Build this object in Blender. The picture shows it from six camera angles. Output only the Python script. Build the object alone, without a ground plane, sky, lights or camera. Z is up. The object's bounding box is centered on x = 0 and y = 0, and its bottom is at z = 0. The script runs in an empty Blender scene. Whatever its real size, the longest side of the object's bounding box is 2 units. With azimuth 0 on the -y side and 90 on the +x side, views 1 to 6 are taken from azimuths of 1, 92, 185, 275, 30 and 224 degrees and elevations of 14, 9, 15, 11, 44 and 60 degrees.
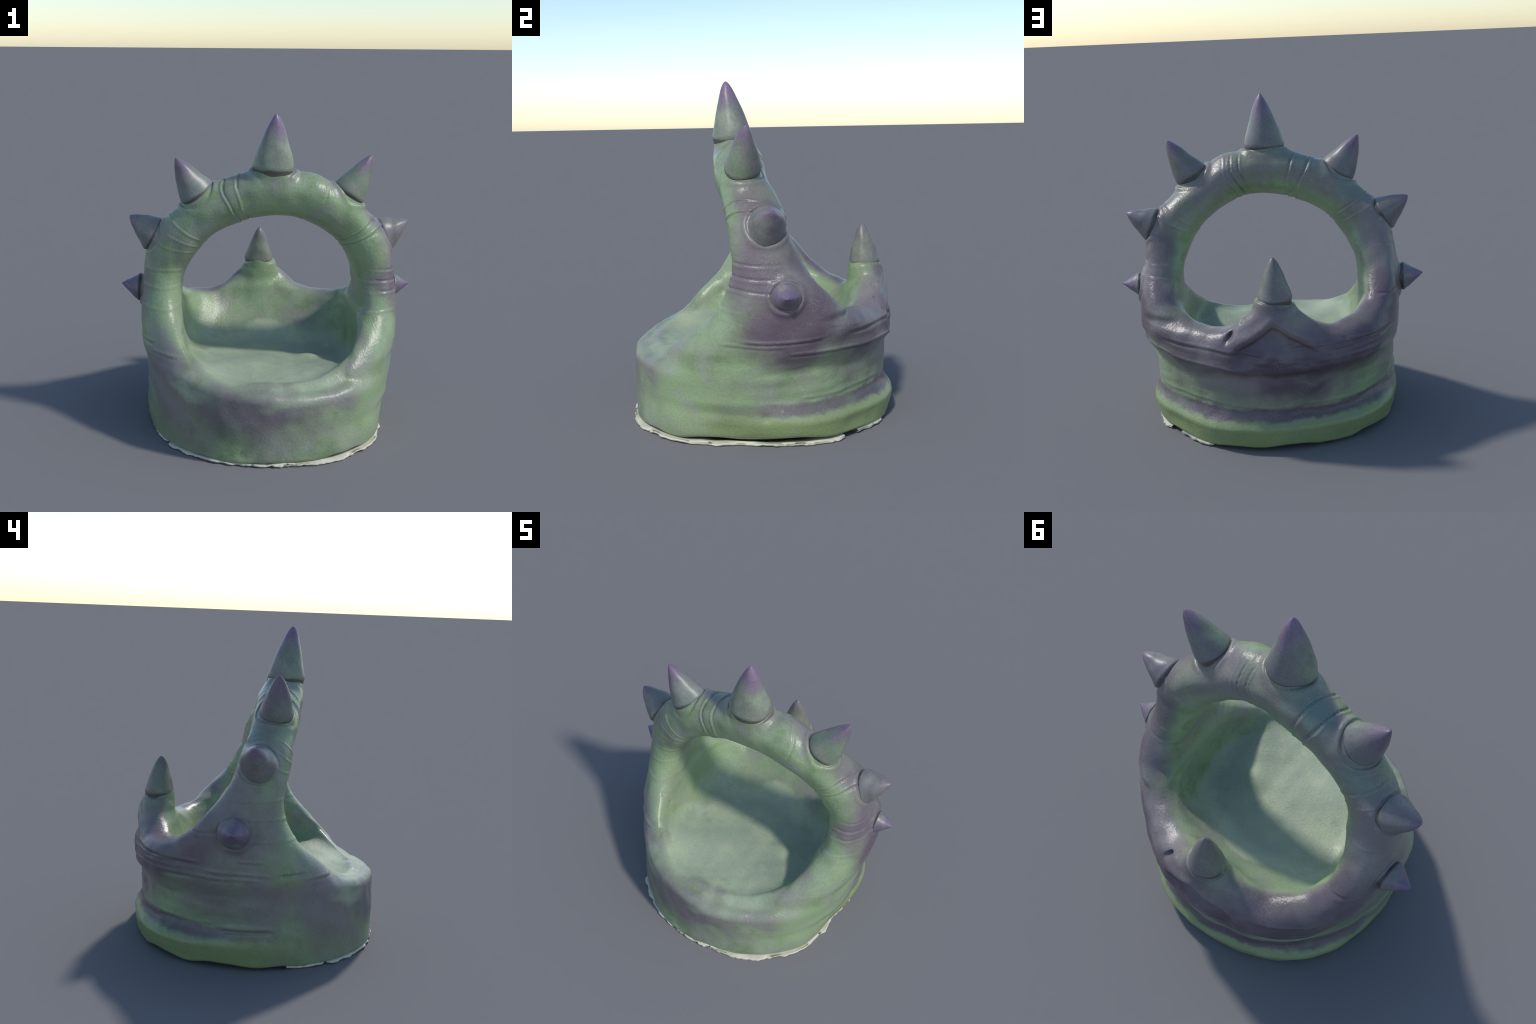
"""A hand-built, glazed clay dish: a round tub with a filled floor, a leaning
arch growing out of its side walls, seven cone spikes set round the arch and an
eighth on a horn that rises from the back wall.  The clay body is one implicit
solid (blended primitives) that is polygonised, then split into named parts."""
import bpy, math, random
import numpy as np
from mathutils import Vector, Matrix

random.seed(7)
RNG = np.random.default_rng(7)
F32 = np.float32

# ------------------------------------------------------------------ helpers
def smin(a, b, k):
    h = np.clip(0.5 + 0.5 * (b - a) / k, 0, 1)
    return b + (a - b) * h - k * h * (1 - h)

def smax(a, b, k):
    return -smin(-a, -b, k)

def sstep(e0, e1, x):
    t = np.clip((x - e0) / (e1 - e0), 0, 1)
    return t * t * (3 - 2 * t)

class Profile:
    """smooth curve through (key, value) control points (Catmull-Rom, tabulated)"""
    def __init__(self, pts, n=400):
        pts = sorted(pts)
        k = np.array([p[0] for p in pts]); v = np.array([p[1] for p in pts])
        m = np.gradient(v, k)
        self.x = np.linspace(k[0], k[-1], n)
        i = np.clip(np.searchsorted(k, self.x, side='right') - 1, 0, len(k) - 2)
        h = k[i + 1] - k[i]; t = (self.x - k[i]) / h
        self.y = ((2*t**3 - 3*t**2 + 1) * v[i] + (t**3 - 2*t**2 + t) * h * m[i]
                  + (-2*t**3 + 3*t**2) * v[i + 1] + (t**3 - t**2) * h * m[i + 1])
    def __call__(self, q):
        return np.interp(q, self.x, self.y).astype(F32)

class WaveNoise:
    """smooth band-limited noise: a sum of randomly oriented sine waves"""
    def __init__(self, freq, n=14, seed=0):
        r = np.random.default_rng(seed)
        d = r.normal(size=(n, 3)); d /= np.linalg.norm(d, axis=1)[:, None]
        self.k = (d * freq * r.uniform(0.55, 1.5, (n, 1))).astype(F32)
        self.p = r.uniform(0, 6.28, n).astype(F32)
        self.a = 1.4 / math.sqrt(n)
    def __call__(self, x, y, z):
        s = np.zeros_like(x)
        for (a, b, c), p in zip(self.k, self.p):
            s += np.sin(a * x + b * y + c * z + p)
        return s * self.a

lump = WaveNoise(6.0, seed=1)
dent = WaveNoise(17.0, seed=2)
grain = WaveNoise(46.0, seed=3)
knob = WaveNoise(30.0, n=10, seed=9)
floor_lump = WaveNoise(9.0, seed=4)
wobble = WaveNoise(9.0, n=8, seed=5)
fade = WaveNoise(7.0, n=8, seed=6)

# ------------------------------------------------------- shape of the clay body
CX, CY = 0.015, 0.0
R_FRONT = Profile([(-.1, .752), (.02, .752), (.10, .752), (.27, .757), (.42, .758), (.6, .75), (1.2, .75), (2, .75)])
R_BACK = Profile([(-.1, .78), (.03, .765), (.10, .778), (.148, .782), (.166, .773), (.215, .742), (.30, .738),
                  (.40, .750), (.463, .764), (.49, .788), (.55, .793), (.66, .775), (.80, .752), (.92, .735), (2, .71)])
R_RIGHT = Profile([(-.1, .68), (.02, .70), (.06, .732), (.12, .760), (.20, .770), (.30, .773), (.40, .788), (.48, .800), (.54, .825),
                   (.64, .838), (.78, .835), (.95, .815), (1.1, .80), (2, .80)])
R_LEFT = Profile([(-.1, .76), (.04, .770), (.14, .783), (.20, .778), (.28, .770), (.38, .775), (.48, .795), (.54, .820),
                  (.66, .835), (.78, .832), (.95, .825), (1.1, .81), (2, .81)])
FRONT_R = Profile([(1.9, -.265), (1.67, -.270), (1.53, -.258), (1.35, -.200), (1.19, -.150), (1.07, -.138), (.95, -.145),
                   (.85, -.178), (.76, -.235), (.69, -.305), (.615, -.39), (.535, -.48), (.455, -.59), (.39, -.75), (.28, -1.1), (-.2, -1.4)])
FRONT_L = Profile([(1.9, -.265), (1.67, -.270), (1.53, -.262), (1.35, -.250), (1.19, -.238), (1.05, -.232), (.95, -.24),
                   (.85, -.28), (.755, -.355), (.66, -.465), (.55, -.61), (.45, -.76), (.38, -.95), (.30, -1.2), (-.2, -1.4)])
# rear edge of the webs; below z = 1 the value is for |x| = 0.7 and shrinks with |x|
BACK_R = Profile([(1.9, -.10), (1.67, -.01), (1.50, .075), (1.32, .150), (1.18, .205), (1.0, .29), (.85, .445),
                  (.76, .65), (.72, .79), (.67, 1.12), (.60, 1.4), (-.2, 1.8)])
BACK_L = Profile([(1.9, -.10), (1.67, -.01), (1.50, .005), (1.32, .042), (1.18, .10), (1.04, .18), (.88, .315),
                  (.77, .50), (.715, .66), (.66, .94), (.60, 1.3), (-.2, 1.8)])
CREST = Profile([(0, .93), (.07, .93), (.12, .88), (.17, .815), (.24, .755), (.33, .715), (.45, .69), (.8, .69)])
ARCH_C = (0.024, 0.86)          # x, z of the arch centre
HOOP_IN = (0.024, 0.80, 0.567, 0.568)   # x, z, half width, half height of the hole

# spikes: base centre, tip, base normal, radius along the arch, radius across it
SPIKES = [
    ("top",   (0.040, -.150, 1.665), (0.055, -.181, 1.999), (0.03, -.05, 1.0), .128, .112, .72),
    ("left",  (-.432, -.126, 1.500), (-.560, -.142, 1.724), (-.52, -.03, .84), .108, .102, .72),
    ("left",  (-.712, -.050, 1.230), (-.868, -.042, 1.341), (-.86, .02, .50), .108, .104, .74),
    ("left",  (-.826, .066, .843),   (-.952, .065, .866),   (-1.0, .03, .02), .088, .088, .95),
    ("right", (0.508, -.064, 1.506), (0.648, -.035, 1.738), (.54, .05, .84), .110, .097, .72),
    ("right", (0.755, .070, 1.214),  (0.909, .093, 1.302),  (.91, .06, .36), .106, .097, .74),
    ("right", (0.838, .166, .850),   (0.952, .176, .861),   (1.0, .07, -.02), .076, .074, 1.0),
    ("back",  (-.059, .650, .893),   (-.055, .636, 1.133),  (.02, .0, 1.0), .100, .087, .64),
]

def outer_radius(x, y, z):
    rho = np.sqrt((x - CX) ** 2 + (y - CY) ** 2) + 1e-6
    s = (y - CY) / rho; c = (x - CX) / rho
    hi = sstep(.40, .52, z)
    wb = sstep(-0.20, 0.55, s) * (1 - hi) + sstep(.28, .92, s) * hi; wf = sstep(0.0, 0.85, -s) * (1 - wb)
    side = np.where(c > 0, R_RIGHT(z), R_LEFT(z)).astype(F32)
    k = sstep(-.35, .35, c)
    side = R_LEFT(z) * (1 - k) + R_RIGHT(z) * k
    # the crease line of the upper band climbs a little toward the left wall
    zs = z - (0.035 * sstep(.1, .9, -c) + .03 * sstep(.2, .9, c)) * sstep(.3, .4, z)
    r = side * (1 - wb - wf) + R_BACK(zs) * wb + R_FRONT(z) * wf
    # the tub is pressed flat toward the front left and fuller at the front right
    low = sstep(.32, .08, z)
    r = r + .026 * sstep(.12, .55, c) * sstep(.15, .55, -s) * sstep(.22, .06, z)
    r = r - .010 * sstep(.3, .8, s) * sstep(.12, .2, z) * sstep(.9, .75, z)
    r = r - .004 * sstep(.1, .5, c) * sstep(.0, .4, -s) * sstep(.52, .40, z)
    r = r - .020 * np.exp(-((s + .28) / .22) ** 2) * sstep(.3, .7, c) * sstep(.26, .18, z) * sstep(.03, .12, z)
    r = r - .012 * np.exp(-((s + .12) / .22) ** 2) * sstep(.3, .7, c) * sstep(.45, .35, z)
    r = r - .019 * sstep(.2, .7, -c) * sstep(.0, .5, -s) * sstep(.50, .40, z) * (1 - .55 * low)
    r = r - .015 * np.exp(-((s - .90) / .09) ** 2) * sstep(.1, .3, c) * sstep(.48, .40, z) * sstep(.18, .24, z)
    r = r + .006 * np.exp(-((s - .40) / .15) ** 2) * sstep(.3, .6, c) * sstep(.46, .40, z)
    r = r - .022 * np.exp(-((s - .70) / .14) ** 2) * sstep(.1, .5, c) * sstep(.48, .40, z) * sstep(.0, .10, z)
    r = r + .044 * np.exp(-((s - .74) / .23) ** 2) * sstep(.10, .45, -c) * sstep(.40, .49, z) * sstep(.86, .66, z)
    r = r + .028 * np.exp(-((s - .55) / .22) ** 2) * sstep(.2, .6, c) * sstep(.55, .65, z) * sstep(1.0, .85, z)
    r = r + .018 * np.exp(-((s - .58) / .28) ** 2) * sstep(.2, .6, -c) * sstep(.22, .12, z)
    # the tub swells a little, unevenly, below the level of the floor
    r = r + swell(s, c, z) * sstep(.60, .40, z)
    return rho, r, s, c

def swell(s, c, z):
    th = np.degrees(np.arctan2(s, c))                     # -180 .. 180, 90 = back
    left = np.where(th < 0, th + 360, th) - 188
    w = .023 - .020 * np.exp(-((th - 10) / 22) ** 2) - .014 * np.exp(-(left / 22) ** 2)
    return w - .010 * sstep(.5, .85, s) * sstep(.24, .16, z)

def floor_height(x, y):
    h = 0.405 + .040 * sstep(.0, -.55, y) + .010 * sstep(.0, -.5, x) - .050 * x * sstep(.1, -.5, y)
    h = h - .014 * np.exp(-(((x + .02) / .3) ** 2 + ((y - .12) / .12) ** 2))
    h = h + .012 * np.exp(-(((x - .05) / .2) ** 2 + ((y + .38) / .15) ** 2)) - .006 * sstep(.45, .80, np.sqrt(x * x + y * y)) * sstep(.0, .45, x) * sstep(-.2, -.5, y)
    h = h + 0.030 * np.exp(-(((x - .40) / .16) ** 2 + ((y + .24) / .20) ** 2))
    h = h + 0.022 * np.exp(-(((x - .27) / .08) ** 2 + ((y + .07) / .07) ** 2))
    h = h + 0.015 * floor_lump(x, y, np.full_like(x, .3)) * sstep(.78, .5, np.sqrt(x * x + y * y))
    return h

def segment(x, y, z, a, b, ra, rb):
    a = np.array(a, F32); b = np.array(b, F32); d = b - a
    t = np.clip(((x - a[0]) * d[0] + (y - a[1]) * d[1] + (z - a[2]) * d[2]) / float(d @ d), 0, 1)
    q = np.sqrt((x - a[0] - t * d[0]) ** 2 + (y - a[1] - t * d[1]) ** 2 + (z - a[2] - t * d[2]) ** 2)
    return q - (ra + (rb - ra) * t)

def rear_fold(x, y, z):
    """inverted-V fold where the horn's clay laps over the back wall, and an open
    slit beside it (positive = hollow)"""
    ua = np.sqrt((x + .055) ** 2 + .022 ** 2) - .022
    q = (z - (.742 - .92 * ua + 1.15 * ua * ua)) / 1.3
    m = sstep(.60, .66, y) * sstep(.25, .15, ua)
    g = .013 * np.exp(-(q / .013) ** 2) + .028 * sstep(.018, -.024, q) * sstep(-.13, -.01, q)
    g = (g - .012 * np.exp(-((q - .040) / .024) ** 2)) * m
    a = (x - .185) * -.66 + (z - .705) * .75
    b = (x - .185) * .75 + (z - .705) * .66
    return g + .019 * np.exp(-((a + .03) / .036) ** 2 - (b / .015) ** 2) * sstep(.60, .67, y)

def body(x, y, z):
    """signed distance (approximately) to the whole clay body, without incisions"""
    rho, R, s, c = outer_radius(x, y, z)
    cyl = rho - R
    # arch seen from the front: ellipse above the springing line, walls below
    zu = np.maximum(z - ARCH_C[1], 0)
    arch = (np.sqrt(((x - ARCH_C[0]) / .840) ** 2 + (zu / .787) ** 2) - 1) * .79
    arch = arch - .030 * np.exp(-((x - .29) / .12) ** 2) * sstep(1.3, 1.45, z)
    outer = smax(cyl, arch, .06)
    # hole through the arch and bowl cavity below it
    zi = np.maximum(z - HOOP_IN[1], 0)
    hx = .036 - .045 * sstep(-.15, .3, y)        # the hole runs slightly askew
    hole = (np.sqrt(((x - hx) / HOOP_IN[2]) ** 2 + (zi / HOOP_IN[3]) ** 2) - 1) * .56
    by = np.where(y > -.05, .405 + .188 * sstep(.40, .72, z), .69).astype(F32)
    ex = np.where(y > -.05, 2.4, 2.0).astype(F32)
    xw = .574 + .020 * sstep(.42, .7, z)
    plan = ((np.abs((x - .01) / xw) ** ex + np.abs((y + .05) / by) ** ex + 1e-6) ** (1 / ex) - 1) * .53
    low = sstep(1.0, .7, z)
    t = np.maximum(np.sqrt(((x - ARCH_C[0]) / .840) ** 2 + (zu / .787) ** 2), rho / .80) - .87
    cavity = smax(hole, plan - .4 * (1 - low), .08)
    shell = smax(outer, -cavity, .14)
    # front and back cuts that leave the leaning arch and its webs
    k = np.clip((x + .6) / 1.2, 0, 1)
    yf = FRONT_L(z) * (1 - k) + FRONT_R(z) * k
    e = F32(.01)
    sf = ((FRONT_L(z + e) - FRONT_L(z - e)) * (1 - k) + (FRONT_R(z + e) - FRONT_R(z - e)) * k) / (2 * e)
    yf = yf + t * (.15 * sstep(1.0, 1.2, z) + .42 * sstep(.78, .56, z))
    front = (yf - y) / np.sqrt(1 + sf * sf)
    yb = BACK_L(z) * (1 - k) + BACK_R(z) * k
    sb = ((BACK_L(z + e) - BACK_L(z - e)) * (1 - k) + (BACK_R(z + e) - BACK_R(z - e)) * k) / (2 * e)
    yb = yb * (1 + (np.abs(x) / .7 - 1) * sstep(1.08, .88, z))
    yb = yb + t * (.20 - .45 * sstep(1.15, .85, z))
    back = (y - yb) / np.sqrt(1.3 + sb * sb)
    d = np.abs(x + .06)
    wall = (z - CREST(d) + .004 * sstep(-.15, -.35, x)) * .75
    keep = np.minimum(back, wall) + 0 * x
    keep = smin(back, wall, .06)
    k_edge = .11 + .07 * sstep(.8, 1.2, z)
    web = smax(smax(shell, front, .12 + .06 * sstep(.5, .75, z)), keep, k_edge)
    # horn stub under the back spike
    horn = segment(x, y, z, (-.06, .655, .60), (-.059, .650, .885), .150, .092)
    web = smin(web, horn, .08)
    # collars under the arch spikes
    for name, b, t, n, r1, r2, p in SPIKES:
        n = np.array(n) / np.linalg.norm(n)
        dx, dy, dz = x - b[0], y - b[1], z - b[2]
        h = dx * n[0] + dy * n[1] + dz * n[2]
        qy = dy - h * n[1]                                   # across the arch
        qt = np.sqrt(np.maximum(dx * dx + dy * dy + dz * dz - h * h - qy * qy, 1e-9))   # along it
        dn = np.maximum(-h, 0)
        rt = r1 * 1.0 + .45 * dn + 2.5 * dn * dn; ry = r2 * 1.03
        q = (np.sqrt((qt / rt) ** 2 + (qy / ry) ** 2) - 1) * np.minimum(rt, ry)
        web = smin(web, smax(smax(q * .92, h + .006, .03), -h - .15, .08), .045)
    # filled floor / solid foot of the tub
    solid = smax(cyl, z - floor_height(x, y), .065)
    # wide fillet inside the bowl, tight blend on the outside
    f = smin(web, solid, .04 + .13 * sstep(.72, .62, rho))
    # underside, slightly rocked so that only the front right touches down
    zb = .022 + .002 * s + .008 * c
    zb = zb + .024 * np.exp(-((s - .25) / .22) ** 2) * sstep(.2, .6, c) + .005 * wobble(x * 1.5, y * 1.5, 0 * z)
    f = smax(f, zb - z, .022)
    f = f - .0013 * knob(x, y, z)
    f = f - .0045 * lump(x, y, z) - 0.0026 * dent(x, y, z)
    return f + rear_fold(x, y, z)

# ------------------------------------------------------------ incised details
ARCH_GROOVES = [  # angle round the arch (deg, 0 = +x), depth, half width, side (+1 front, -1 back, 0 all round)
    (31.5, .008, .0065, 0), (36.0, .008, .0065, 0), (67.0, .004, .007, 0), (76.0, .007, .0065, -1), (71.5, .007, .0065, -1),
    (103.5, .009, .0065, 0), (110.0, .010, .007, 0), (140.5, .008, .0065, 0), (146.5, .006, .0065, 0), (152.0, .004, .0065, 1),
]
WALL_GROOVES = [  # height, right(+1)/left(-1) wall, y from, y to, depth
    (.955, 1, -.25, .30, .007), (.885, 1, -.25, .18, .006), (.765, 1, -.35, -.10, .008), (1.03, 1, -.1, .35, .006),
    (1.035, -1, -.30, .05, .009), (.93, -1, -.30, .10, .008), (.815, -1, -.30, .02, .008), (1.09, -1, .0, .30, .006),
    (.83, -1, .15, .45, .007),
]
BAND_LINES = [  # height, angle from/to (deg, 90 = back), depth, half width, tilt per rad
    (.590, -3, 24, .011, .008, .02), (.565, -12, 10, .006, .008, .01), (.520, 14, 80, .011, .009, -.035), (.60, 40, 88, .007, .010, -.01),
    (.625, 100, 160, .008, .010, .0), (.600, 118, 150, .006, .008, .02), (.575, 165, 190, .008, .011, .0), (.540, 88, 185, .006, .010, .0),
    (.60, 196, 206, .010, .010, .0), (.66, 178, 187, .007, .009, .0), (.545, 208, 222, .009, .010, .0),
    (.248, 20, 165, .005, .010, .0), (.225, 172, 192, .010, .012, .0),
]

def details(x, y, z):
    """depth to be carved away (positive digs in) at surface points"""
    g = np.zeros_like(x)
    wob = wobble(x, y, z) + .35 * dent(x, y, z)
    brk = sstep(-.5, .6, dent(y, z, x) + .6 * fade(z, x, y))
    fd = .65 + .45 * fade(x, y, z)
    phi = np.degrees(np.arctan2(z - ARCH_C[1], x - ARCH_C[0]))
    rad = np.sqrt((z - ARCH_C[1]) ** 2 + (x - ARCH_C[0]) ** 2)
    up = sstep(1.0, 1.08, z)
    mid = y + .08 + .1 * (1.4 - z)
    for a, dep, w, sd in ARCH_GROOVES:
        m = up if sd == 0 else up * sstep(-.03, .05, -sd * mid)
        q = np.radians(phi - a + 2.0 * wob) * rad
        g += .85 * dep * np.exp(-(q / w) ** 2) * m * np.clip(1.5 * fd - .2, .1, 1.1) * (.10 + .9 * brk)
        g -= .3 * dep * np.exp(-((q - 1.9 * w) / w) ** 2) * m
    for h, sd, y0, y1, dep in WALL_GROOVES:
        dep = dep * .65
        q = z - h + .008 * wob + .03 * (y + .1)
        m = sstep(.45, .5, sd * x) * sstep(y0 - .04, y0 + .02, y) * sstep(y1 + .04, y1 - .02, y)
        g += dep * np.exp(-(q / .0062) ** 2) * m * np.clip(1.4 * fd - .2, .1, 1.) * (.08 + .9 * brk)
        g -= .25 * dep * np.exp(-((q + .017) / .009) ** 2) * m
    th = np.degrees(np.arctan2(y, x)) % 360
    rho = np.sqrt(x * x + y * y)
    out = sstep(.64, .70, rho)
    for h, a0, a1, dep, w, tilt in BAND_LINES:
        t2 = np.where(th > 300, th - 360, th)
        q = z - h + .005 * wob - tilt * np.radians(t2 - a0)
        m = out * sstep(a0 - 3, a0 + 2, t2) * sstep(a1 + 3, a1 - 2, t2)
        g += dep * np.exp(-(q / w) ** 2) * m * np.clip(fd + .1, .1, 1.1) * (.3 + .8 * brk)
        g -= .5 * dep * np.exp(-((q - 2 * w) / w) ** 2) * m
    # seam rings round the spike seats and wrinkles pushed up beside them
    for name, b, t, n, r1, r2, p in SPIKES:
        n = np.array(n) / np.linalg.norm(n)
        dx, dy, dz = x - b[0], y - b[1], z - b[2]
        h = dx * n[0] + dy * n[1] + dz * n[2]
        q = np.sqrt(np.maximum(dx * dx + dy * dy + dz * dz - h * h, 0)) - .5 * (r1 + r2) + .005 * wob
        m = np.exp(-(h / .06) ** 2)
        g += .005 * np.exp(-((q - .006) / .008) ** 2) * m - .005 * np.exp(-((q - .026) / .014) ** 2) * m * np.clip(fd, 0, 1)
    # pits
    for px, py, pz, r, dep in [(.30, -.27, 1.44, .02, .012), (.27, -.28, 1.50, .016, .01), (-.13, -.27, 1.43, .012, .012),
                               (.78, .05, .17, .03, .010), (.60, -.25, 1.36, .015, .008), (.155, -.26, 1.60, .02, .008),
                               (-.79, -.13, .215, .03, .014), (-.78, .12, .22, .025, .010), (-.12, -.79, .06, .03, .010),
                               (-.56, -.30, .70, .02, .008), (-.53, -.28, .62, .025, .010), (.12, .69, .77, .016, .012)]:
        g += dep * np.exp(-((x - px) ** 2 + (y - py) ** 2 + (z - pz) ** 2) / r ** 2)
    # short horizontal tooling marks on the lower wall
    low = sstep(.50, .44, z) * sstep(.16, .24, z) * out * sstep(-.2, .1, y)
    g += .0022 * np.clip(grain(x * .45, y * .45, z * 1.5) + .2, -.6, 1) * low
    g += .0007 * grain(x, y, z)
    return g

def full(x, y, z):
    return body(x, y, z) + details(x, y, z)

# ------------------------------------------------------- polygonise (surface nets)
def polygonise(h=.0056):
    lo = np.array([-.98, -.92, -.04]); hi = np.array([1.0, .92, 1.76])
    B = 4                                           # fine cells per coarse cell
    nc = np.ceil((hi - lo) / (h * B)).astype(int) + 1
    ax = [lo[i] + np.arange(nc[i]) * h * B for i in range(3)]
    X, Y, Z = np.meshgrid(*[a.astype(F32) for a in ax], indexing='ij')
    C = body(X.ravel(), Y.ravel(), Z.ravel()).reshape(X.shape)
    # coarse cells near the surface
    m = np.abs(C) < h * B * 2.6
    act = np.zeros(nc - 1, bool)
    for i in (0, 1):
        for j in (0, 1):
            for k in (0, 1):
                act |= m[i:nc[0]-1+i, j:nc[1]-1+j, k:nc[2]-1+k]
    nf = (nc - 1) * B + 1
    Ff = np.repeat(np.repeat(np.repeat(C[:-1, :-1, :-1], B, 0), B, 1), B, 2)
    Ff = np.pad(Ff, ((0, 1),) * 3, mode='edge').astype(F32)
    need = np.repeat(np.repeat(np.repeat(act, B, 0), B, 1), B, 2)
    n2 = np.zeros(nf, bool)
    n2[:-1, :-1, :-1] |= need; n2[1:, 1:, 1:] |= need
    n2[1:, :-1, :-1] |= need; n2[:-1, 1:, :-1] |= need; n2[:-1, :-1, 1:] |= need
    n2[1:, 1:, :-1] |= need; n2[1:, :-1, 1:] |= need; n2[:-1, 1:, 1:] |= need
    I, J, K = np.nonzero(n2)
    for s in range(0, len(I), 400000):
        a, b, c = I[s:s+400000], J[s:s+400000], K[s:s+400000]
        Ff[a, b, c] = body((lo[0] + a * h).astype(F32), (lo[1] + b * h).astype(F32), (lo[2] + c * h).astype(F32))
    S = Ff < 0
    n = nf - 1
    cnt = np.zeros(n, np.int8)
    for i in (0, 1):
        for j in (0, 1):
            for k in (0, 1):
                cnt += S[i:n[0]+i, j:n[1]+j, k:n[2]+k]
    cell = (cnt > 0) & (cnt < 8)
    ci, cj, ck = np.nonzero(cell)
    idx = np.full(n, -1, np.int32); idx[ci, cj, ck] = np.arange(len(ci))
    acc = np.zeros((len(ci), 3)); w = np.zeros(len(ci))
    corners = [(i, j, k) for i in (0, 1) for j in (0, 1) for k in (0, 1)]
    for p in corners:
        for a in range(3):
            if p[a] == 0:
                q = list(p); q[a] = 1
                f0 = Ff[ci+p[0], cj+p[1], ck+p[2]]; f1 = Ff[ci+q[0], cj+q[1], ck+q[2]]
                cr = (f0 < 0) != (f1 < 0)
                t = np.where(cr, f0 / np.where(cr, f0 - f1, 1), 0)
                pos = np.tile(np.array(p, float), (len(ci), 1)); pos[:, a] += t
                acc += pos * cr[:, None]; w += cr
    V = lo + (np.stack([ci, cj, ck], 1) + acc / w[:, None]) * h
    quads = []
    for a in range(3):
        b, c = (a + 1) % 3, (a + 2) % 3
        s0 = [slice(None)] * 3; s1 = [slice(None)] * 3
        s0[a] = slice(0, -1); s1[a] = slice(1, None)
        ed = S[tuple(s0)] != S[tuple(s1)]
        e = np.stack(np.nonzero(ed), 1)
        ok = (e[:, b] > 0) & (e[:, c] > 0) & (e[:, b] < n[b]) & (e[:, c] < n[c])
        e = e[ok]
        inside = S[e[:, 0], e[:, 1], e[:, 2]]
        def at(db, dc):
            o = e.copy(); o[:, b] += db; o[:, c] += dc
            return idx[o[:, 0], o[:, 1], o[:, 2]]
        q = np.stack([at(-1, -1), at(0, -1), at(0, 0), at(-1, 0)], 1)
        q[~inside] = q[~inside][:, ::-1]
        quads.append(q)
    return V, np.concatenate(quads)

def project(V, fn, it=2, eps=.003):
    V = V.astype(F32)
    for _ in range(it):
        x, y, z = V[:, 0].copy(), V[:, 1].copy(), V[:, 2].copy()
        f = fn(x, y, z)
        g = np.stack([fn(x + eps, y, z) - fn(x - eps, y, z), fn(x, y + eps, z) - fn(x, y - eps, z),
                      fn(x, y, z + eps) - fn(x, y, z - eps)], 1) / (2 * eps)
        st = (f / np.maximum((g * g).sum(1), .25))
        V = V - g * np.clip(st, -.02, .02)[:, None]
    return V

def relax(V, Q, it=3, lam=.5):
    E = np.concatenate([Q[:, [0, 1]], Q[:, [1, 2]], Q[:, [2, 3]], Q[:, [3, 0]]])
    deg = np.bincount(E[:, 0], minlength=len(V)) + np.bincount(E[:, 1], minlength=len(V))
    for _ in range(it):
        s = np.zeros_like(V, dtype=float)
        for a in range(3):
            s[:, a] = np.bincount(E[:, 0], V[E[:, 1], a], len(V)) + np.bincount(E[:, 1], V[E[:, 0], a], len(V))
        V = V + lam * (s / deg[:, None] - V)
    return V

def smooth_normals(V, Q):
    n = np.cross(V[Q[:, 2]] - V[Q[:, 0]], V[Q[:, 3]] - V[Q[:, 1]])
    N = np.zeros((len(V), 3))
    for i in range(4):
        for a in range(3):
            N[:, a] += np.bincount(Q[:, i], n[:, a], len(V))
    return N / np.maximum(np.linalg.norm(N, axis=1), 1e-12)[:, None]

# ------------------------------------------------------------------- materials
class Graph:
    def __init__(self, name):
        self.mat = bpy.data.materials.new(name); self.mat.use_nodes = True
        self.t = self.mat.node_tree; self.t.nodes.clear()
        self.out = self.t.nodes.new('ShaderNodeOutputMaterial')
        self.bsdf = self.t.nodes.new('ShaderNodeBsdfPrincipled')
        self.t.links.new(self.bsdf.outputs[0], self.out.inputs[0])
        self.co = self.t.nodes.new('ShaderNodeTexCoord').outputs['Object']
    def node(self, kind, ins=(), **kw):
        n = self.t.nodes.new(kind)
        for k, v in kw.items(): setattr(n, k, v)
        for i, v in (ins.items() if isinstance(ins, dict) else enumerate(ins)):
            if v is None: continue
            if isinstance(v, bpy.types.NodeSocket): self.t.links.new(v, n.inputs[i])
            else: n.inputs[i].default_value = v
        return n
    def math(self, op, a, b=None, c=None, clamp=False):
        return self.node('ShaderNodeMath', (a, b, c), operation=op, use_clamp=clamp).outputs[0]
    def noise(self, scale, detail=3., rough=.5, vec=None, dist=0.):
        n = self.node('ShaderNodeTexNoise', {'Vector': vec or self.co, 'Scale': scale, 'Detail': detail, 'Roughness': rough, 'Distortion': dist})
        return n
    def ramp(self, v, a, b, lo=0., hi=1.):
        n = self.node('ShaderNodeMapRange', {'Value': v, 'From Min': a, 'From Max': b, 'To Min': lo, 'To Max': hi}, interpolation_type='SMOOTHSTEP')
        return n.outputs[0]
    def mix(self, f, a, b):
        n = self.node('ShaderNodeMix', {'Factor': f}, data_type='RGBA')
        for s, v in ((n.inputs[6], a), (n.inputs[7], b)):
            if isinstance(v, bpy.types.NodeSocket): self.t.links.new(v, s)
            else: s.default_value = (*v, 1)
        return n.outputs[2]
    def blob(self, vec, c, r, soft=.5):
        """1 inside an ellipsoid about c with radii r, falling to 0 at its edge"""
        m = self.node('ShaderNodeMapping', {'Vector': vec, 'Location': c, 'Scale': r}, vector_type='TEXTURE')
        l = self.node('ShaderNodeVectorMath', (m.outputs[0],), operation='LENGTH').outputs['Value']
        return self.ramp(l, 1., 1. - soft, 0., 1.)

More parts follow.
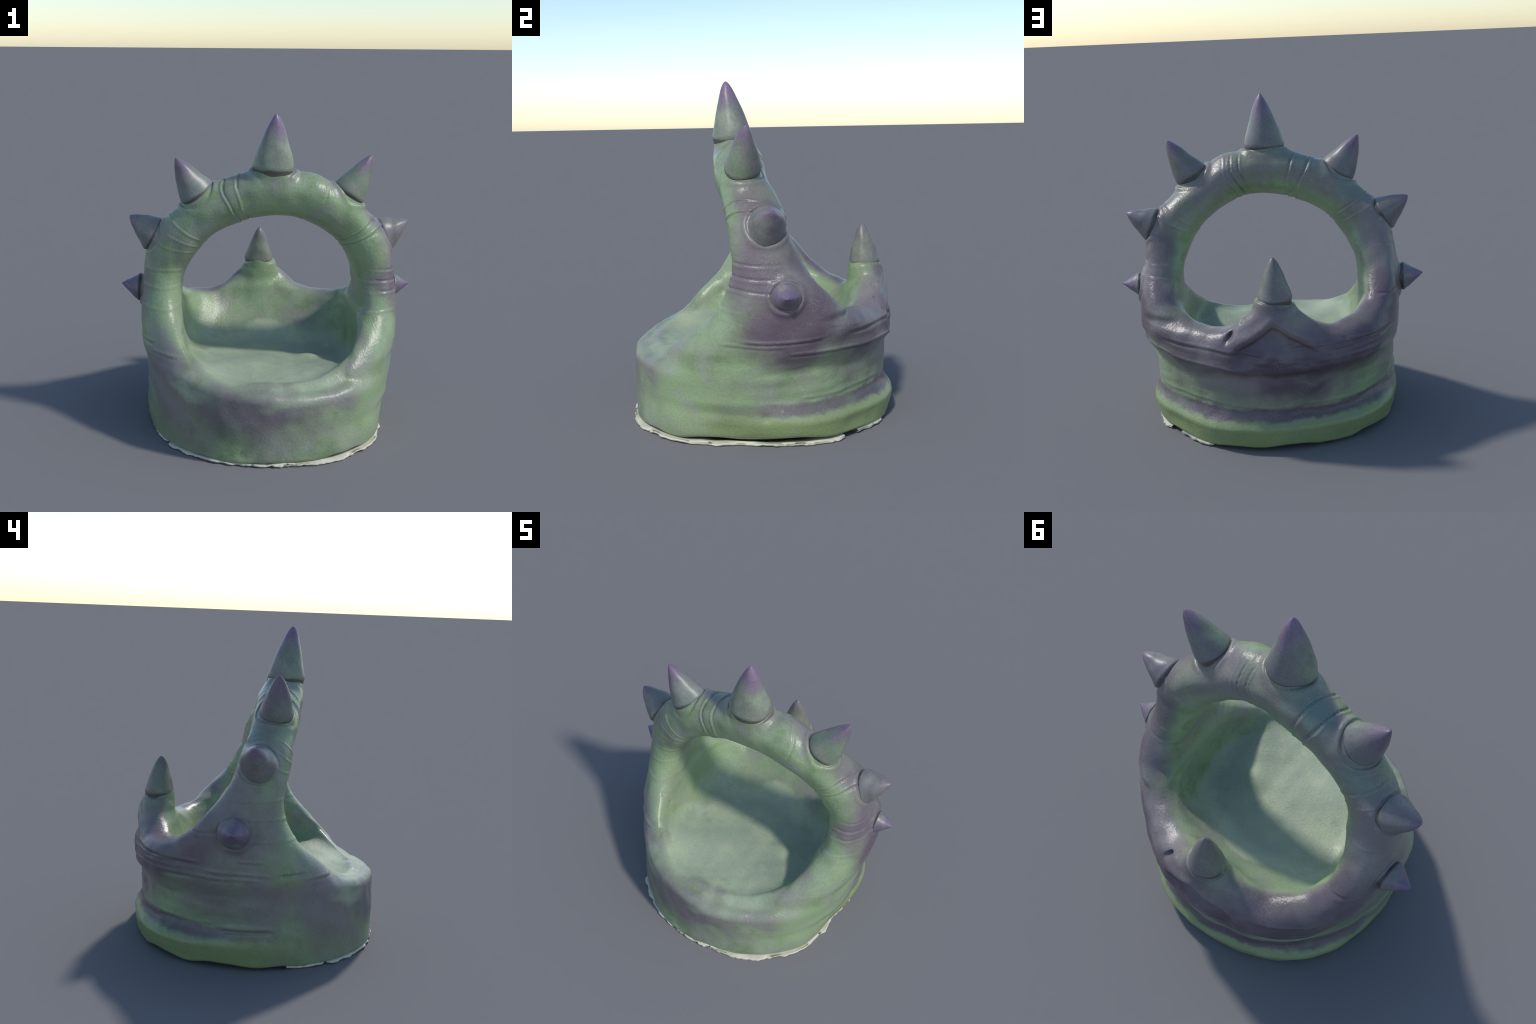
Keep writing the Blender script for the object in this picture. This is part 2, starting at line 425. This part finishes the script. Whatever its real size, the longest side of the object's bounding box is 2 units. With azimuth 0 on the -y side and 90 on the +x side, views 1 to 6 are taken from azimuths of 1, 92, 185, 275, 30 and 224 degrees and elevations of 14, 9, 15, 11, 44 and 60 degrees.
GREEN = (.255, .345, .188)
GREEN_DEEP = (.172, .245, .115)
GREY = (.240, .245, .200)
TEAL = (.165, .235, .200)
PALE = (.360, .420, .280)
LIME = (.225, .288, .125)
PURPLE = (.118, .088, .112)
PALEGREY = (.290, .305, .270)
PLUM = (.088, .066, .088)
DUSK = (.186, .164, .155)
DUSK_SPIKE = (.170, .155, .166)
MAUVE = (.215, .188, .200)
CREAM = (.62, .60, .47)

def glaze():
    g = Graph('green_purple_glaze')
    warp = g.noise(3.2, 3.).outputs['Color']
    off = g.node('ShaderNodeVectorMath', (warp, (.5, .5, .5)), operation='SUBTRACT').outputs[0]
    off = g.node('ShaderNodeVectorMath', {0: off, 'Scale': .42}, operation='SCALE').outputs[0]
    P = g.node('ShaderNodeVectorMath', (g.co, off), operation='ADD').outputs[0]
    sep = g.node('ShaderNodeSeparateXYZ', (g.co,)).outputs
    n1 = g.noise(3.0, 4., .55, dist=.4).outputs[0]
    n2 = g.noise(9.0, 4., .6).outputs[0]
    speck = g.noise(95., 3., .7).outputs[0]
    col = g.mix(g.ramp(n1, .35, .68), GREEN, GREY)
    col = g.mix(g.math('MULTIPLY', g.ramp(n2, .48, .68), .75), col, GREEN_DEEP)
    def paint(col, colour, blobs, amt=1., rag=.35):
        tot = None
        for c, r, a in blobs:
            b = g.math('MULTIPLY', g.blob(P, c, r, .75), a)
            tot = b if tot is None else g.math('MAXIMUM', tot, b)
        k = g.math('ADD', g.math('SUBTRACT', n2, .5), g.math('MULTIPLY', g.math('SUBTRACT', speck, .5), .6))
        tot = g.math('MULTIPLY', tot, g.math('ADD', 1., g.math('MULTIPLY', k, rag * 2)), clamp=True)
        return g.mix(g.math('MULTIPLY', tot, amt), col, colour)
    wash = g.math('MULTIPLY', g.ramp(g.noise(4.3, 4., .6, dist=.6).outputs[0], .52, .68), .65)
    # clean green: inner faces and front of the arch, right of the tub
    col = paint(col, GREEN, [((-.60, -.25, .85), (.22, .28, .45), 1), ((-.40, -.28, 1.30), (.25, .2, .22), .9), ((.62, -.22, 1.1), (.2, .22, .4), .9),
                             ((.1, -.28, 1.48), (.4, .17, .16), .8), ((.72, -.45, .25), (.35, .5, .32), .95), ((-.5, .2, .6), (.25, .5, .35), .8),
                             ((-.05, .45, .75), (.28, .22, .28), .9), ((.8, -.05, .25), (.3, .5, .16), .6)])
    plan = g.node('ShaderNodeVectorMath', (g.node('ShaderNodeMapping', {'Vector': g.co, 'Location': (0, -.04, 0), 'Scale': (.72, .70, 99)}, vector_type='TEXTURE').outputs[0],), operation='LENGTH').outputs['Value']
    inside = g.math('MULTIPLY', g.math('MULTIPLY', g.ramp(plan, 1., .90), g.ramp(sep[2], .40, .45)), g.ramp(sep[2], 1.0, .85))
    # purple-grey airbrushing: the whole outside and rear of the arch and upper wall
    ell = g.node('ShaderNodeVectorMath', (g.node('ShaderNodeMapping', {'Vector': g.co, 'Location': (.02, 0, .80), 'Scale': (.56, 99, .578)}, vector_type='TEXTURE').outputs[0],), operation='LENGTH').outputs['Value']
    inner = g.math('MAXIMUM', g.math('MULTIPLY', g.ramp(ell, 1.26, 1.12), g.ramp(sep[2], .75, .95)), inside)
    outside = g.math('SUBTRACT', 1., inside)
    mid = g.math('ADD', sep[1], g.math('MULTIPLY', g.math('SUBTRACT', sep[2], 1.5), .12))
    mid = g.math('ADD', mid, g.math('MULTIPLY', g.math('SUBTRACT', n1, .5), .35))
    rearside = g.math('MULTIPLY', g.ramp(mid, -.20, -.02), g.ramp(g.math('ADD', sep[2], g.math('MULTIPLY', g.math('SUBTRACT', n1, .5), .3)), .36, .58))
    rearside = g.math('MULTIPLY', rearside, g.math('SUBTRACT', 1., inner), clamp=True)
    rearside = g.math('MULTIPLY', rearside, g.ramp(n2, .25, .7, 1., .62))
    col = g.mix(g.math('MULTIPLY', rearside, .92), col, DUSK)
    col = g.mix(g.math('MULTIPLY', wash, outside), col, PALEGREY)
    col = paint(col, DUSK, [((0, .85, .36), (1.0, .62, .24), .85), ((-.85, .15, .38), (.3, .6, .3), .7), ((.55, .65, .40), (.4, .3, .14), .8), ((-.62, -.62, .22), (.4, .35, .3), .7)], outside)
    col = paint(col, MAUVE, [((-.62, -.52, .50), (.32, .42, .38), .9), ((-.1, -.82, .36), (.85, .42, .24), .75), ((.45, -.72, .40), (.35, .25, .14), .7), ((.42, -.05, 1.60), (.32, .2, .16), .75),
                             ((-.35, -.08, 1.58), (.3, .2, .14), .7), ((-.68, .02, 1.20), (.22, .26, .32), .85), ((.82, -.02, 1.0), (.2, .3, .3), .9),
                             ((.80, .08, 1.25), (.22, .3, .28), .9), ((.75, .3, .75), (.3, .4, .4), .8), ((-.75, .1, .85), (.25, .45, .45), .8),
                             ((0, .75, .62), (1.0, .45, .26), .85), ((.25, .10, 1.45), (.3, .22, .25), .5), ((-.1, .8, .38), (.9, .3, .2), .55),
                             ((.35, .72, .20), (.3, .3, .10), .7), ((-.80, -.2, .42), (.25, .4, .3), .55)], outside)
    col = paint(col, PURPLE, [((-.20, -.80, .28), (.62, .40, .30), .6), ((.80, .26, .68), (.28, .46, .36), 1), ((.8, .05, .95), (.2, .3, .3), .6), ((.72, .02, 1.40), (.2, .24, .22), .55),
                              ((-.45, .62, .58), (.45, .4, .24), .95), ((.55, .6, .58), (.35, .35, .22), .8), ((-.05, .80, .56), (.6, .25, .22), .85),
                              ((-.18, .8, .37), (.34, .2, .14), .8), ((-.68, .36, .82), (.34, .42, .38), .85), ((-.05, .70, .80), (.2, .2, .16), .7),
                              ((.70, .25, 1.05), (.22, .2, .3), .7)], outside)
    col = paint(col, PLUM, [((-.1, .80, .52), (.85, .34, .11), .9), ((-.20, .80, .38), (.32, .2, .10), .7), ((-.55, .55, .60), (.28, .3, .16), .75), ((.50, .62, .56), (.25, .25, .10), .6), ((-.82, .06, .84), (.14, .16, .16), .5)], outside)
    # glaze pooled blue-green by the top of the arch
    col = paint(col, TEAL, [((-.20, -.06, 1.62), (.22, .2, .14), .9), ((-.48, .02, 1.42), (.2, .16, .2), .6), ((-.55, -.72, .30), (.22, .2, .28), .6)])
    # foot band: lime below a dark purple stripe on the ledge, fading out to the front
    th = g.math('ARCTAN2', sep[1], sep[0])
    rear = g.math('MULTIPLY', g.ramp(sep[1], -.30, .20), g.ramp(g.noise(2.6, 3.).outputs[0], .30, .55, .55, 1.))
    wz = g.math('ADD', sep[2], g.math('MULTIPLY', g.math('SUBTRACT', n2, .5), .07))
    lime = g.math('MULTIPLY', g.ramp(wz, .26, .12), g.ramp(sep[1], -.62, .0))
    col = g.mix(g.math('MULTIPLY', lime, g.ramp(n1, .2, .55, .6, .95)), col, LIME)
    stripe = g.math('MULTIPLY', g.math('MULTIPLY', g.ramp(wz, .165, .195), g.ramp(wz, .265, .235)), rear)
    col = g.mix(g.math('MULTIPLY', stripe, g.ramp(sep[1], .0, .55, .7, .92)), col, g.mix(g.ramp(sep[1], .1, .6), PURPLE, PLUM))
    glow = g.math('MULTIPLY', g.math('MULTIPLY', g.ramp(wz, .235, .255), g.ramp(wz, .37, .27)), rear)
    col = g.mix(g.math('MULTIPLY', glow, .3), col, GREEN)
    # floor of the dish
    rr = g.node('ShaderNodeVectorMath', (g.node('ShaderNodeMapping', {'Vector': P, 'Location': (0, -.14, .41), 'Scale': (.68, .72, .17)}, vector_type='TEXTURE').outputs[0],), operation='LENGTH').outputs['Value']
    fl = g.ramp(rr, 1., .72)
    floor = g.mix(g.ramp(n1, .35, .65), (.300, .355, .255), PALE)
    floor = g.mix(g.math('MULTIPLY', g.ramp(n2, .52, .75), .7), floor, (.385, .42, .27))
    floor = g.mix(g.ramp(g.noise(6., 5., .65).outputs[0], .56, .72, 0., .6), floor, (.22, .29, .215))
    col = g.mix(fl, col, floor)
    # fine speckle
    sp = g.ramp(speck, .2, .8, .90, 1.11)
    col = g.node('ShaderNodeVectorMath', {0: col, 'Scale': sp}, operation='SCALE').outputs[0]
    patch = g.ramp(g.noise(5., 3.).outputs[0], .5, .64, 0., 1.)
    dust = g.ramp(g.noise(150., 2., .8).outputs[0], .52, .62)
    col = g.mix(g.math('MULTIPLY', g.math('MULTIPLY', patch, dust), .30), col, (.36, .37, .31))
    # small whitish flecks scattered over the surface
    fleck = g.noise(26., 5., .65).outputs[0]
    col = g.mix(g.ramp(fleck, .66, .74, 0., .40), col, (.42, .45, .42))
    g.t.links.new(col, g.bsdf.inputs['Base Color'])
    g.t.links.new(g.math('ADD', .31, g.math('MULTIPLY', fl, .25)), g.bsdf.inputs['Roughness'])
    g.bsdf.inputs['Specular IOR Level'].default_value = .42
    b = g.node('ShaderNodeBump', {'Strength': .42, 'Distance': .006, 'Height': g.noise(60., 4., .6).outputs[0]})
    g.t.links.new(b.outputs[0], g.bsdf.inputs['Normal'])
    return g.mat

def spike_glaze(name, base, base2, tip, start, full_, rear=-1):
    g = Graph(name)
    sep = g.node('ShaderNodeSeparateXYZ', (g.co,)).outputs
    n = g.noise(11., 3.).outputs[0]; n2 = g.noise(70., 3., .7).outputs[0]
    streak = g.noise(14., 3., vec=g.node('ShaderNodeMapping', {'Vector': g.co, 'Scale': (1, 1, .18)}).outputs[0]).outputs[0]
    h = g.math('ADD', sep[2], g.math('MULTIPLY', g.math('SUBTRACT', streak, .5), .16))
    col = g.mix(g.ramp(n, .35, .65), base, base2)
    back = g.math('ADD', g.math('MULTIPLY', sep[1], rear), g.math('MULTIPLY', g.math('SUBTRACT', n, .5), .12))
    col = g.mix(g.ramp(back, -.02, .07, 0., .75), col, DUSK_SPIKE)
    col = g.mix(g.ramp(h, start, full_), col, tip)
    seam = g.math('ADD', sep[2], g.math('MULTIPLY', g.math('SUBTRACT', n, .5), .03))
    col = g.mix(g.ramp(seam, .008, -.004, 0., .8), col, (.075, .068, .058))
    sp = g.ramp(n2, .2, .8, .85, 1.15)
    col = g.node('ShaderNodeVectorMath', {0: col, 'Scale': sp}, operation='SCALE').outputs[0]
    g.t.links.new(col, g.bsdf.inputs['Base Color'])
    g.bsdf.inputs['Roughness'].default_value = .38
    g.bsdf.inputs['Specular IOR Level'].default_value = .42
    b = g.node('ShaderNodeBump', {'Strength': .2, 'Distance': .004, 'Height': g.noise(45., 4., .6).outputs[0]})
    g.t.links.new(b.outputs[0], g.bsdf.inputs['Normal'])
    return g.mat

def bare_clay():
    g = Graph('bare_cream_clay')
    n = g.noise(7., 4., .6).outputs[0]
    col = g.mix(g.ramp(n, .35, .7), CREAM, (.50, .50, .38))
    g.t.links.new(col, g.bsdf.inputs['Base Color'])
    g.bsdf.inputs['Roughness'].default_value = .8
    return g.mat

# ------------------------------------------------------------------- build
def link(o, parent=None):
    bpy.context.scene.collection.objects.link(o)
    if parent: o.parent = parent
    return o

def mesh_from(name, V, faces, mat, normals=None):
    me = bpy.data.meshes.new(name)
    V = np.asarray(V, np.float32); faces = np.asarray(faces, np.int32)
    me.vertices.add(len(V)); me.vertices.foreach_set('co', V.ravel())
    me.loops.add(faces.size); me.loops.foreach_set('vertex_index', faces.ravel())
    me.polygons.add(len(faces))
    me.polygons.foreach_set('loop_start', np.arange(len(faces), dtype=np.int32) * faces.shape[1])
    me.update(calc_edges=True)
    me.polygons.foreach_set('use_smooth', np.ones(len(faces), bool))
    if normals is not None:
        me.normals_split_custom_set_from_vertices([tuple(v) for v in normals])
    me.materials.append(mat)
    me.update()
    return me

root = link(bpy.data.objects.new('spiked_clay_dish', None))
root['label'] = 'round green and purple glazed clay dish with a spiked arch'
root['category'] = 'clay dish'
GLAZE = glaze()

V, Q = polygonise()
V = project(relax(V, Q, 2), body, 2)
V = relax(V, Q, 1, .35)
V = project(V, full, 3)
N = smooth_normals(V, Q)

# split the seamless skin into named regions with shared borders
ctr = V[Q].mean(1)
cx, cy, cz = ctr.T
rr = np.hypot(cx, cy + .08)
region = np.zeros(len(Q), int)                       # tub
nz = N[Q].mean(1)[:, 2]
region[(cz < .50) & (cz > .30) & (rr < .62) & (np.hypot(cx, cy) < .64) & (nz > .55)] = 1    # floor
region[(cz > 1.00) & (cy < .34)] = 2                 # arch
region[(cz > .70) & (cy > .42) & (np.abs(cx + .06) < .24)] = 3   # horn
for i, nm in enumerate(('tub', 'floor', 'arch', 'horn')):
    q = Q[region == i]
    used, inv = np.unique(q, return_inverse=True)
    link(bpy.data.objects.new(nm, mesh_from(nm, V[used], inv.reshape(q.shape), GLAZE, N[used])), root)

def spike(b, t, n, r1, r2, power, mat, seed):
    """a hand-rolled cone: rounded foot, bulging flank, tip pulled off axis"""
    rs = random.Random(seed)
    b = Vector(b); t = Vector(t); n = Vector(n).normalized()
    xa = n.cross(Vector((0, 1, 0)))
    if abs(n.x) < .2 and abs(n.z) > .9: xa = Vector((1, 0, 0))
    xa = (xa - n * xa.dot(n)).normalized()
    ya = n.cross(xa).normalized()
    M = Matrix((xa, ya, n)).transposed().to_4x4(); M.translation = b
    tip = M.inverted() @ t
    L = tip.z
    nu, nv = 64, 56
    ph = [rs.uniform(0, 6.28) for _ in range(6)]
    verts, faces = [], []
    prof = [(-.35, .93), (-.06, .95), (-.02, .975), (0.015, .995), (.05, 1.0)]
    S = []
    for i in range(nv):
        s = i / (nv - 1)
        if s < .14:
            k = s / .14 * (len(prof) - 1); j = min(int(k), len(prof) - 2); f = k - j
            S.append((prof[j][0] + (prof[j+1][0] - prof[j][0]) * f, prof[j][1] + (prof[j+1][1] - prof[j][1]) * f))
        else:
            u = (s - .14) / .86
            u = 1 - (1 - u) ** 1.35
            S.append((.05 + .95 * u, max((1 - u), 0) ** power))
    r0 = .008
    for z, r in S:
        z1 = max(z, 0)
        ox = tip.x * (z1 ** 1.25); oy = tip.y * (z1 ** 1.25)
        for a in range(nu):
            th = 2 * math.pi * a / nu
            wob = 1 + .034 * math.sin(2 * th + ph[0] + 1.5 * z) + .024 * math.sin(3 * th + ph[1] - 2 * z) + .008 * math.sin(5 * th + ph[2] + 5 * z)
            wob += .016 * math.sin(8 * z + ph[3] + 1.5 * math.sin(th + ph[4])) + .012 * math.sin(14 * z + 2 * th + ph[5])
            rx = 1.03 * r1 * r * wob; ry = 1.03 * r2 * r ** .84 * wob
            if z > .9:
                q = (1 - z) / .1
                rx = max(rx, r0 * math.sqrt(max(1 - (1 - q) ** 2, 0))) if q < 1 else rx
                ry = max(ry, r0 * math.sqrt(max(1 - (1 - q) ** 2, 0))) if q < 1 else ry
            verts.append((ox + rx * math.cos(th), oy + ry * math.sin(th), z * L))
    for i in range(nv - 1):
        for a in range(nu):
            c = (a + 1) % nu
            faces.append((i * nu + a, i * nu + c, (i + 1) * nu + c, (i + 1) * nu + a))
    me = mesh_from('spike', verts, faces, mat)
    o = link(bpy.data.objects.new('spike', me), root)
    o.matrix_world = M
    return o

PT = (.180, .135, .185)
MATS = {
    0: spike_glaze('pale_green_spike', (.245, .28, .205), (.20, .215, .175), (.205, .145, .215), .15, .28, 1),
    1: spike_glaze('grey_spike', (.215, .235, .20), (.18, .20, .18), (.165, .12, .17), .06, .24),
    2: spike_glaze('mauve_spike', (.215, .212, .195), (.175, .17, .168), PT, .10, .19),
    3: spike_glaze('purple_spike', (.20, .20, .185), (.15, .125, .165), (.17, .125, .20), .02, .10),
    4: spike_glaze('green_spike', (.185, .235, .165), (.20, .215, .17), PT, .12, .24),
    5: spike_glaze('sage_spike', (.20, .22, .165), (.175, .18, .145), (.165, .15, .15), .11, .23, 1),
}
PICK = [0, 1, 2, 3, 4, 2, 3, 5]
for i, (nm, b, t, n, r1, r2, p) in enumerate(SPIKES):
    spike(b, t, n, r1, r2, p, MATS[PICK[i]], 20 + i)

# torn skirt of unglazed clay squeezed out under the front and right of the tub
def skirt(a0, a1, seed, width, lift):
    rs = np.random.default_rng(seed)
    n = int((a1 - a0) * 2.2)
    th = np.radians(np.linspace(a0, a1, n))
    def rag(step):
        k = max(int(n / step), 4)
        return np.interp(np.linspace(0, k - 1, n), np.arange(k), rs.uniform(-1, 1, k))
    taper = np.clip(np.minimum(np.arange(n), np.arange(n)[::-1]) / 5., 0.02, 1) ** .7
    z0 = np.full(n, .03, F32)
    foot = outer_radius((CX + np.cos(th)).astype(F32), np.sin(th).astype(F32), z0)[1]
    foot = foot + .008
    wid = np.interp(np.degrees(th), [k for k, v in width], [v for k, v in width])
    edge = foot + (wid + .009 * rag(9) + .006 * rag(3)) * taper
    zt = lift * (.8 + .35 * rag(12)); zo = np.clip(.010 + .006 * rag(7), .003, .03)
    verts, faces = [], []
    for i in range(n):
        c, s = math.cos(th[i]), math.sin(th[i])
        for r, z in ((.70, .001), (edge[i] - .006, zo[i] - .008), (edge[i], zo[i]), (edge[i] - .004, zo[i] + .006),
                     (.5 * (edge[i] + foot[i]), .5 * (zo[i] + zt[i]) + .006), (foot[i] - .015, zt[i] + .010), (.70, zt[i] + .012)):
            verts.append((CX + r * c, CY + r * s, max(z, .0)))
    m = 7
    for i in range(n - 1):
        for j in range(m):
            k = (j + 1) % m
            faces.append((i * m + j, i * m + k, (i + 1) * m + k, (i + 1) * m + j)[::-1])
    me = mesh_from('clay_skirt', verts, faces, CLAY)
    return link(bpy.data.objects.new('clay_skirt', me), root)

CLAY = bare_clay()
skirt(220, 398, 1, [(220, .026), (245, .022), (262, .006), (282, .008), (290, .020), (315, .008), (345, .010), (398, .004)], .011)
skirt(46, 66, 2, [(46, .003), (66, .014)], .020)
skirt(200, 219, 3, [(200, .002), (219, .010)], .018)
